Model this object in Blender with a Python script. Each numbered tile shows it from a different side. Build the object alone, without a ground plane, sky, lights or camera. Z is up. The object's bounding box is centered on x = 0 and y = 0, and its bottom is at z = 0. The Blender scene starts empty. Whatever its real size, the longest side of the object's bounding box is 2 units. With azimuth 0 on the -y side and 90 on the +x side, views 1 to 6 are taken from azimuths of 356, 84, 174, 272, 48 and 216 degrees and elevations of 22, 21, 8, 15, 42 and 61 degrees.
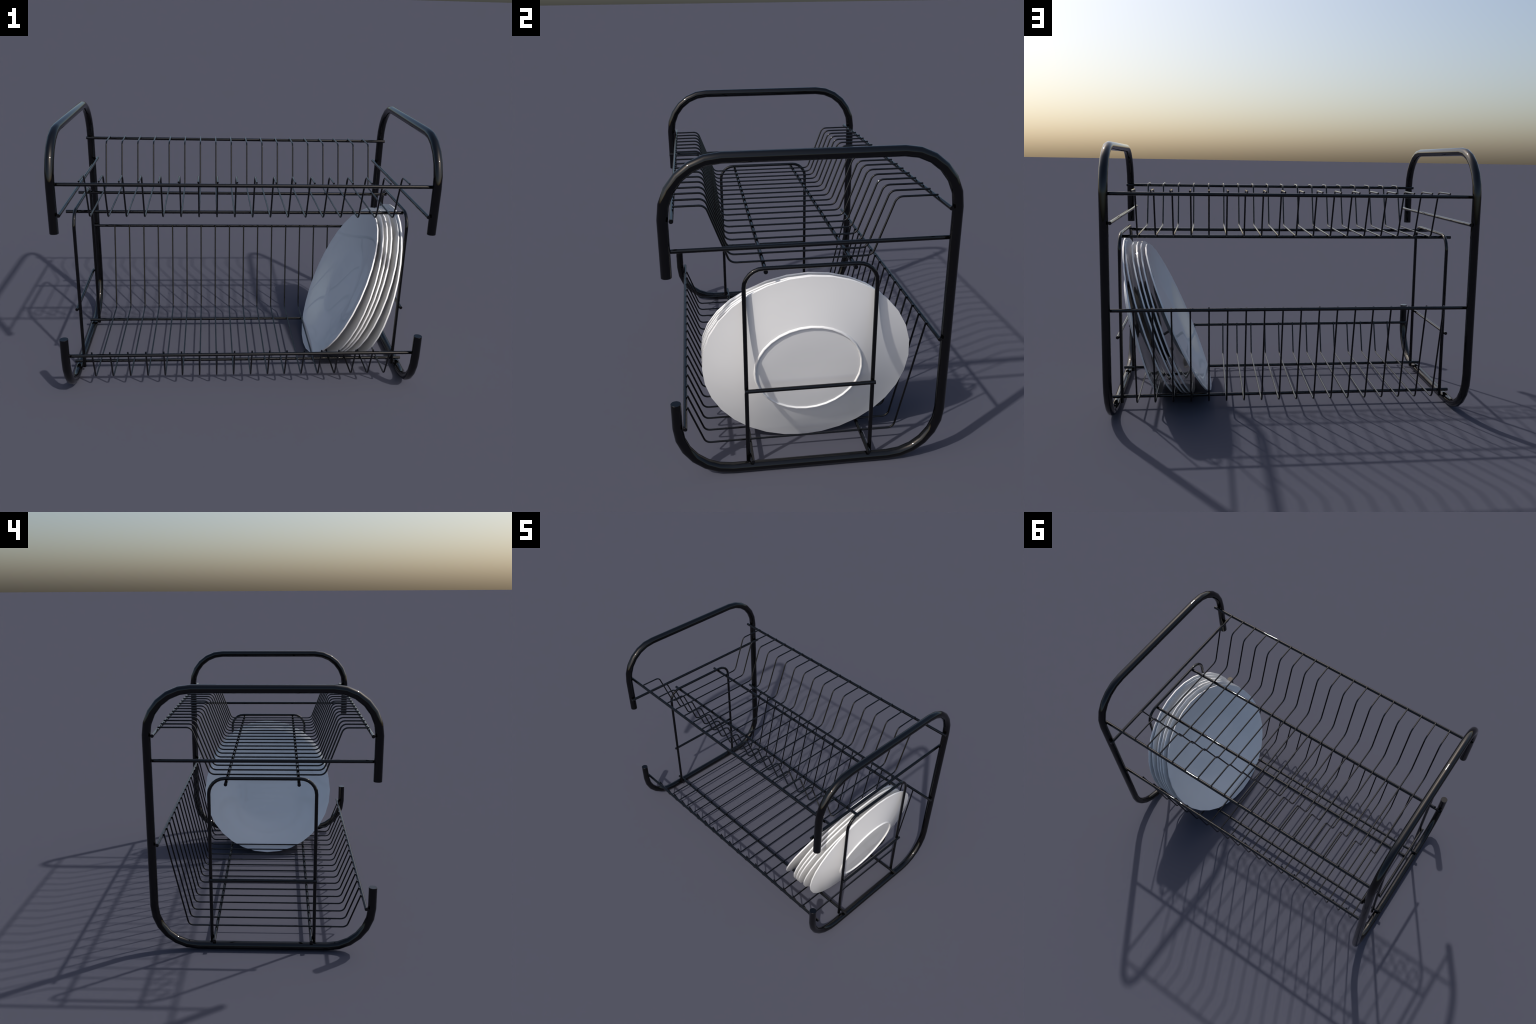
"""Two-tier wire dish rack of black lacquered steel with six white plates.

Everything round is swept along a planar path (straights joined by faceted
bends), the plates are turned profiles.  Metres, z up, rack length along x.
"""
import bpy, math
from mathutils import Vector, Matrix

# --------------------------------------------------------------------------
# sizes
# --------------------------------------------------------------------------
HALF_LENGTH = 1.000          # rods end here
FRAME_X = 0.977              # plane of each side frame
FRAME_Y = 0.610              # tube centre of the uprights
FRAME_TOP, FRAME_BOTTOM = 1.489, 0.0235
FRAME_R, FRAME_BEND = 0.0235, 0.243
HOOK_UPPER_Z, HOOK_LOWER_Z = 0.998, 0.391   # the two open tube ends in front

ROD_R = 0.0096
WIRE_R = 0.0048
WIRE_COUNT, WIRE_STEP = 18, 0.0992

ROD_Y = 0.575
UPPER_ROD_Z = 1.2455
BASKET_BACK_Z, BASKET_FRONT_Z = 0.6355, 0.267
FLOOR_ROD_Y, FLOOR_ROD_Z = 0.2745, 0.060
SHELF_ROD_Y, SHELF_ROD_Z = 0.195, 0.983

SUPPORT_X, SUPPORT_Y = 0.943, 0.2915
SUPPORT_TOP, SUPPORT_FOOT, SUPPORT_R, SUPPORT_BEND = 1.0015, 0.030, 0.0096, 0.088


# --------------------------------------------------------------------------
# materials
# --------------------------------------------------------------------------
def new_material(name):
    m = bpy.data.materials.new(name)
    m.use_nodes = True
    nt = m.node_tree
    return m, nt, nt.nodes["Principled BSDF"]


def lacquer_material():
    m, nt, bsdf = new_material("black_lacquer")
    tc = nt.nodes.new("ShaderNodeTexCoord")
    noise = nt.nodes.new("ShaderNodeTexNoise")
    noise.inputs["Scale"].default_value = 14.0
    noise.inputs["Detail"].default_value = 4.0
    ramp = nt.nodes.new("ShaderNodeValToRGB")
    ramp.color_ramp.elements[0].position = 0.35
    ramp.color_ramp.elements[0].color = (0.0008, 0.0008, 0.0009, 1)
    ramp.color_ramp.elements[1].position = 0.70
    ramp.color_ramp.elements[1].color = (0.0013, 0.0013, 0.0014, 1)
    nt.links.new(tc.outputs["Object"], noise.inputs["Vector"])
    nt.links.new(noise.outputs["Fac"], ramp.inputs["Fac"])
    nt.links.new(ramp.outputs["Color"], bsdf.inputs["Base Color"])
    bsdf.inputs["Roughness"].default_value = 0.018
    bsdf.inputs["Specular IOR Level"].default_value = 0.5
    return m


def porcelain_material():
    m, nt, bsdf = new_material("white_porcelain")
    tc = nt.nodes.new("ShaderNodeTexCoord")
    noise = nt.nodes.new("ShaderNodeTexNoise")
    noise.inputs["Scale"].default_value = 5.0
    ramp = nt.nodes.new("ShaderNodeValToRGB")
    ramp.color_ramp.elements[0].position = 0.3
    ramp.color_ramp.elements[0].color = (0.79, 0.79, 0.79, 1)
    ramp.color_ramp.elements[1].position = 0.7
    ramp.color_ramp.elements[1].color = (0.81, 0.81, 0.81, 1)
    nt.links.new(tc.outputs["Object"], noise.inputs["Vector"])
    nt.links.new(noise.outputs["Fac"], ramp.inputs["Fac"])
    nt.links.new(ramp.outputs["Color"], bsdf.inputs["Base Color"])
    bsdf.inputs["Roughness"].default_value = 0.03
    return m


LACQUER = lacquer_material()
PORCELAIN = porcelain_material()


# --------------------------------------------------------------------------
# geometry helpers
# --------------------------------------------------------------------------
def bent_path(corners, bend, segments):
    """2D polyline through corners, inner corners rounded with radius bend."""
    pts = [Vector(corners[0])]
    for a, b, c in zip(corners, corners[1:], corners[2:]):
        a, b, c = Vector(a), Vector(b), Vector(c)
        d0, d1 = (b - a).normalized(), (c - b).normalized()
        turn = d0.angle_signed(d1)          # clockwise positive
        t = bend * math.tan(abs(turn) / 2)
        start = b - d0 * t
        side = Vector((-d0.y, d0.x)) * (-1 if turn > 0 else 1)
        centre = start + side * bend
        for k in range(segments + 1):
            ang = -turn * k / segments
            pts.append(centre + Matrix.Rotation(ang, 2) @ (start - centre))
    pts.append(Vector(corners[-1]))
    return pts


def swept_mesh(name, path2d, radius, sides, to3d, normal, open_bevel=0.05):
    """Round bar along a planar path; rings are mitred at every path point."""
    n3 = Vector(normal)
    p3 = [Vector(to3d(p)) for p in path2d]
    verts, faces = [], []

    def ring(centre, direction, across, r):
        base = len(verts)
        for i in range(sides):
            a = 2 * math.pi * i / sides
            verts.append(centre + across * (r * math.cos(a)) + n3 * (radius * math.sin(a) * r_scale))
        return base

    rings = []
    last = len(p3) - 1
    for i, p in enumerate(p3):
        d_in = (p - p3[i - 1]).normalized() if i > 0 else (p3[1] - p).normalized()
        d_out = (p3[i + 1] - p).normalized() if i < last else d_in
        tangent = (d_in + d_out).normalized()
        across = n3.cross(tangent).normalized()
        half = d_in.angle(d_out, 0.0) / 2
        mitre = radius / max(0.5, math.cos(half))
        r_scale = 1.0
        if i == 0:          # small chamfer on the cut end
            r_scale = 1 - open_bevel
            rings.append(ring(p, tangent, across, radius * r_scale))
            r_scale = 1.0
            rings.append(ring(p + tangent * radius * open_bevel, tangent, across, radius))
        elif i == last:
            rings.append(ring(p - tangent * radius * open_bevel, tangent, across, radius))
            r_scale = 1 - open_bevel
            rings.append(ring(p, tangent, across, radius * r_scale))
        else:
            rings.append(ring(p, tangent, across, mitre))
    for a, b in zip(rings, rings[1:]):
        for i in range(sides):
            j = (i + 1) % sides
            faces.append((a + i, a + j, b + j, b + i))
    faces.append(tuple(rings[0] + i for i in reversed(range(sides))))
    faces.append(tuple(rings[-1] + i for i in range(sides)))
    me = bpy.data.meshes.new(name)
    me.from_pydata([tuple(v) for v in verts], [], faces)
    for f in me.polygons:
        f.use_smooth = len(f.vertices) == 4
    me.materials.append(LACQUER)
    me.validate()
    fix_normals(me)
    me.set_sharp_from_angle(angle=math.radians(38))
    return me


def fix_normals(me):
    import bmesh
    bm = bmesh.new()
    bm.from_mesh(me)
    bmesh.ops.recalc_face_normals(bm, faces=bm.faces)
    bm.to_mesh(me)
    bm.free()


def place(name, mesh, parent, location=(0, 0, 0)):
    ob = bpy.data.objects.new(name, mesh)
    bpy.context.scene.collection.objects.link(ob)
    ob.location = location
    ob.parent = parent
    return ob


def side_plane(p):            # 2D path (y, z) -> 3D in a plane of constant x
    return (0.0, p.x, p.y)


def long_plane(p):            # 2D path (x, z) -> 3D in a plane of constant y
    return (p.x, 0.0, p.y)


def straight_rod(name, x0, x1, radius=ROD_R):
    return swept_mesh(name, [Vector((x0, 0)), Vector((x1, 0))], radius, 16, long_plane, (0, 1, 0))


# --------------------------------------------------------------------------
# the rack
# --------------------------------------------------------------------------
rack = bpy.data.objects.new("dish_rack", None)
bpy.context.scene.collection.objects.link(rack)
rack["label"] = "two-tier black steel wire dish rack with tubular side frames"
rack["category"] = "dish rack"

# side frames: one bent tube each, open in front, with a cross bar inside
frame_path = bent_path(
    [(-FRAME_Y, HOOK_UPPER_Z), (-FRAME_Y, FRAME_TOP), (FRAME_Y, FRAME_TOP),
     (FRAME_Y, FRAME_BOTTOM), (-FRAME_Y, FRAME_BOTTOM), (-FRAME_Y, HOOK_LOWER_Z)],
    FRAME_BEND, 6)
frame_mesh = swept_mesh("side_frame", frame_path, FRAME_R, 20, side_plane, (1, 0, 0), 0.03)
bar_mesh = swept_mesh("cross_bar", [Vector((-0.6325, 0)), Vector((0.6325, 0))], ROD_R, 16, side_plane, (1, 0, 0))

# inner supports: an upside-down U standing on each frame, with a brace bar
support_path = bent_path(
    [(-SUPPORT_Y, SUPPORT_FOOT), (-SUPPORT_Y, SUPPORT_TOP),
     (SUPPORT_Y, SUPPORT_TOP), (SUPPORT_Y, SUPPORT_FOOT)], SUPPORT_BEND, 6)
support_mesh = swept_mesh("support_frame", support_path, SUPPORT_R, 16, side_plane, (1, 0, 0))
brace_mesh = swept_mesh("brace_bar", [Vector((-0.301, 0)), Vector((0.301, 0))], ROD_R, 16, side_plane, (1, 0, 0))

for side in (-1, 1):
    frame = place("side_frame", frame_mesh, rack, (side * FRAME_X, 0, 0))
    place("cross_bar", bar_mesh, frame, (-side * 0.0335, 0, 1.099))
    support = place("support_frame", support_mesh, rack, (side * SUPPORT_X, 0, 0))
    place("brace_bar", brace_mesh, support, (side * 0.0185, 0, 0.4165))

# long rods
rod_mesh = straight_rod("long_rod", -HALF_LENGTH, HALF_LENGTH)
short_rod_mesh = straight_rod("shelf_rod", -HALF_LENGTH, 0.942)
for y, z in ((ROD_Y, UPPER_ROD_Z), (-ROD_Y, UPPER_ROD_Z)):
    place("shelf_rail", rod_mesh, rack, (0, y, z))
for y, z in ((ROD_Y, BASKET_BACK_Z), (-ROD_Y, BASKET_FRONT_Z)):
    place("basket_rail", rod_mesh, rack, (0, y, z))
for s in (-1, 1):
    place("floor_rod", rod_mesh, rack, (0, s * FLOOR_ROD_Y, FLOOR_ROD_Z))
    place("shelf_rod", short_rod_mesh, rack, (0, s * SHELF_ROD_Y, SHELF_ROD_Z))

# bent wires of the upper shelf and of the lower basket
shelf_path = bent_path(
    [(-0.573, 1.2603), (-0.4363, 1.2603), (-0.3397, 0.9965),
     (0.2916, 0.9965), (0.3904, 1.2603), (0.573, 1.2603)], 0.037, 5)
basket_path = bent_path(
    [(-0.5640, 0.2800), (-0.4866, 0.0752), (0.4370, 0.0752), (0.5640, 0.6455)], 0.034, 5)
shelf_wire_mesh = swept_mesh("shelf_wire", shelf_path, WIRE_R, 10, side_plane, (1, 0, 0))
basket_wire_mesh = swept_mesh("basket_wire", basket_path, WIRE_R, 10, side_plane, (1, 0, 0))
for i in range(WIRE_COUNT):
    x = (i - (WIRE_COUNT - 1) / 2) * WIRE_STEP
    place("shelf_wire", shelf_wire_mesh, rack, (x, 0, 0))
    place("basket_wire", basket_wire_mesh, rack, (x, 0, 0))

# --------------------------------------------------------------------------
# the plates: turned profiles, 32 facets round like the original
# --------------------------------------------------------------------------
PLATE_SEGMENTS = 32
PLATE_R = 0.4883


def turned_mesh(name, profile, closed, segments=PLATE_SEGMENTS):
    """Revolve (radius, depth) about the local z axis; depth runs along -z."""
    verts, faces, rows = [], [], []
    for r, d in profile:
        if r < 1e-6:
            rows.append([len(verts)] * segments)
            verts.append((0, 0, -d))
        else:
            rows.append(list(range(len(verts), len(verts) + segments)))
            for i in range(segments):
                a = 2 * math.pi * i / segments
                verts.append((r * math.cos(a), r * math.sin(a), -d))
    pairs = list(zip(rows, rows[1:]))
    if closed:
        pairs.append((rows[-1], rows[0]))
    for a, b in pairs:
        for i in range(segments):
            j = (i + 1) % segments
            f = []
            for v in (a[i], a[j], b[j], b[i]):
                if v not in f:
                    f.append(v)
            faces.append(tuple(f))
    me = bpy.data.meshes.new(name)
    me.from_pydata(verts, [], faces)
    for f in me.polygons:
        f.use_smooth = True
    me.materials.append(PORCELAIN)
    fix_normals(me)
    me.set_sharp_from_angle(angle=math.radians(50))
    return me


# (radius, depth behind the rim plane): face from the centre out, rim, back
plate_profile = [
    (0.000, 0.0465), (0.120, 0.0465), (0.205, 0.0462), (0.235, 0.0450), (0.262, 0.0416),
    (0.340, 0.0262), (0.420, 0.0108), (0.470, 0.0012), (PLATE_R, -0.0010),
    (PLATE_R, 0.0073), (0.475, 0.0094), (0.420, 0.0200), (0.340, 0.0364), (0.275, 0.0500), (0.250, 0.0550),
    (0.225, 0.0570), (0.120, 0.0570), (0.000, 0.0570)]
ring_profile = [
    (0.2560, 0.0510), (0.2530, 0.0602), (0.2510, 0.0622), (0.2465, 0.0626),
    (0.2448, 0.0610), (0.2430, 0.0550)]
plate_mesh = turned_mesh("plate_body", plate_profile, False)
ring_mesh = turned_mesh("foot_ring", ring_profile, False)

# x and z of the rim centre, lean from the vertical in degrees
PLATES = [(0.6230, 0.4664, 23.4), (0.6877, 0.4687, 18.5), (0.7126, 0.4660, 18.5),
          (0.7362, 0.4680, 18.7), (0.7835, 0.4719, 17.7), (0.8355, 0.4795, 12.45)]
for x, z, lean in PLATES:
    thing = bpy.data.objects.new("plate", None)
    bpy.context.scene.collection.objects.link(thing)
    t = math.radians(lean)
    # local z = face normal (towards -x and up), local x = up along the plate
    face = Vector((-math.cos(t), 0, math.sin(t)))
    up = Vector((math.sin(t), 0, math.cos(t)))
    m = Matrix((up, face.cross(up), face)).transposed().to_4x4()
    m.translation = Vector((x, 0.002, z))
    thing.matrix_world = m
    thing["label"] = "round white glazed porcelain dinner plate with foot ring"
    thing["category"] = "plate"
    place("plate_body", plate_mesh, thing)
    place("foot_ring", ring_mesh, thing)
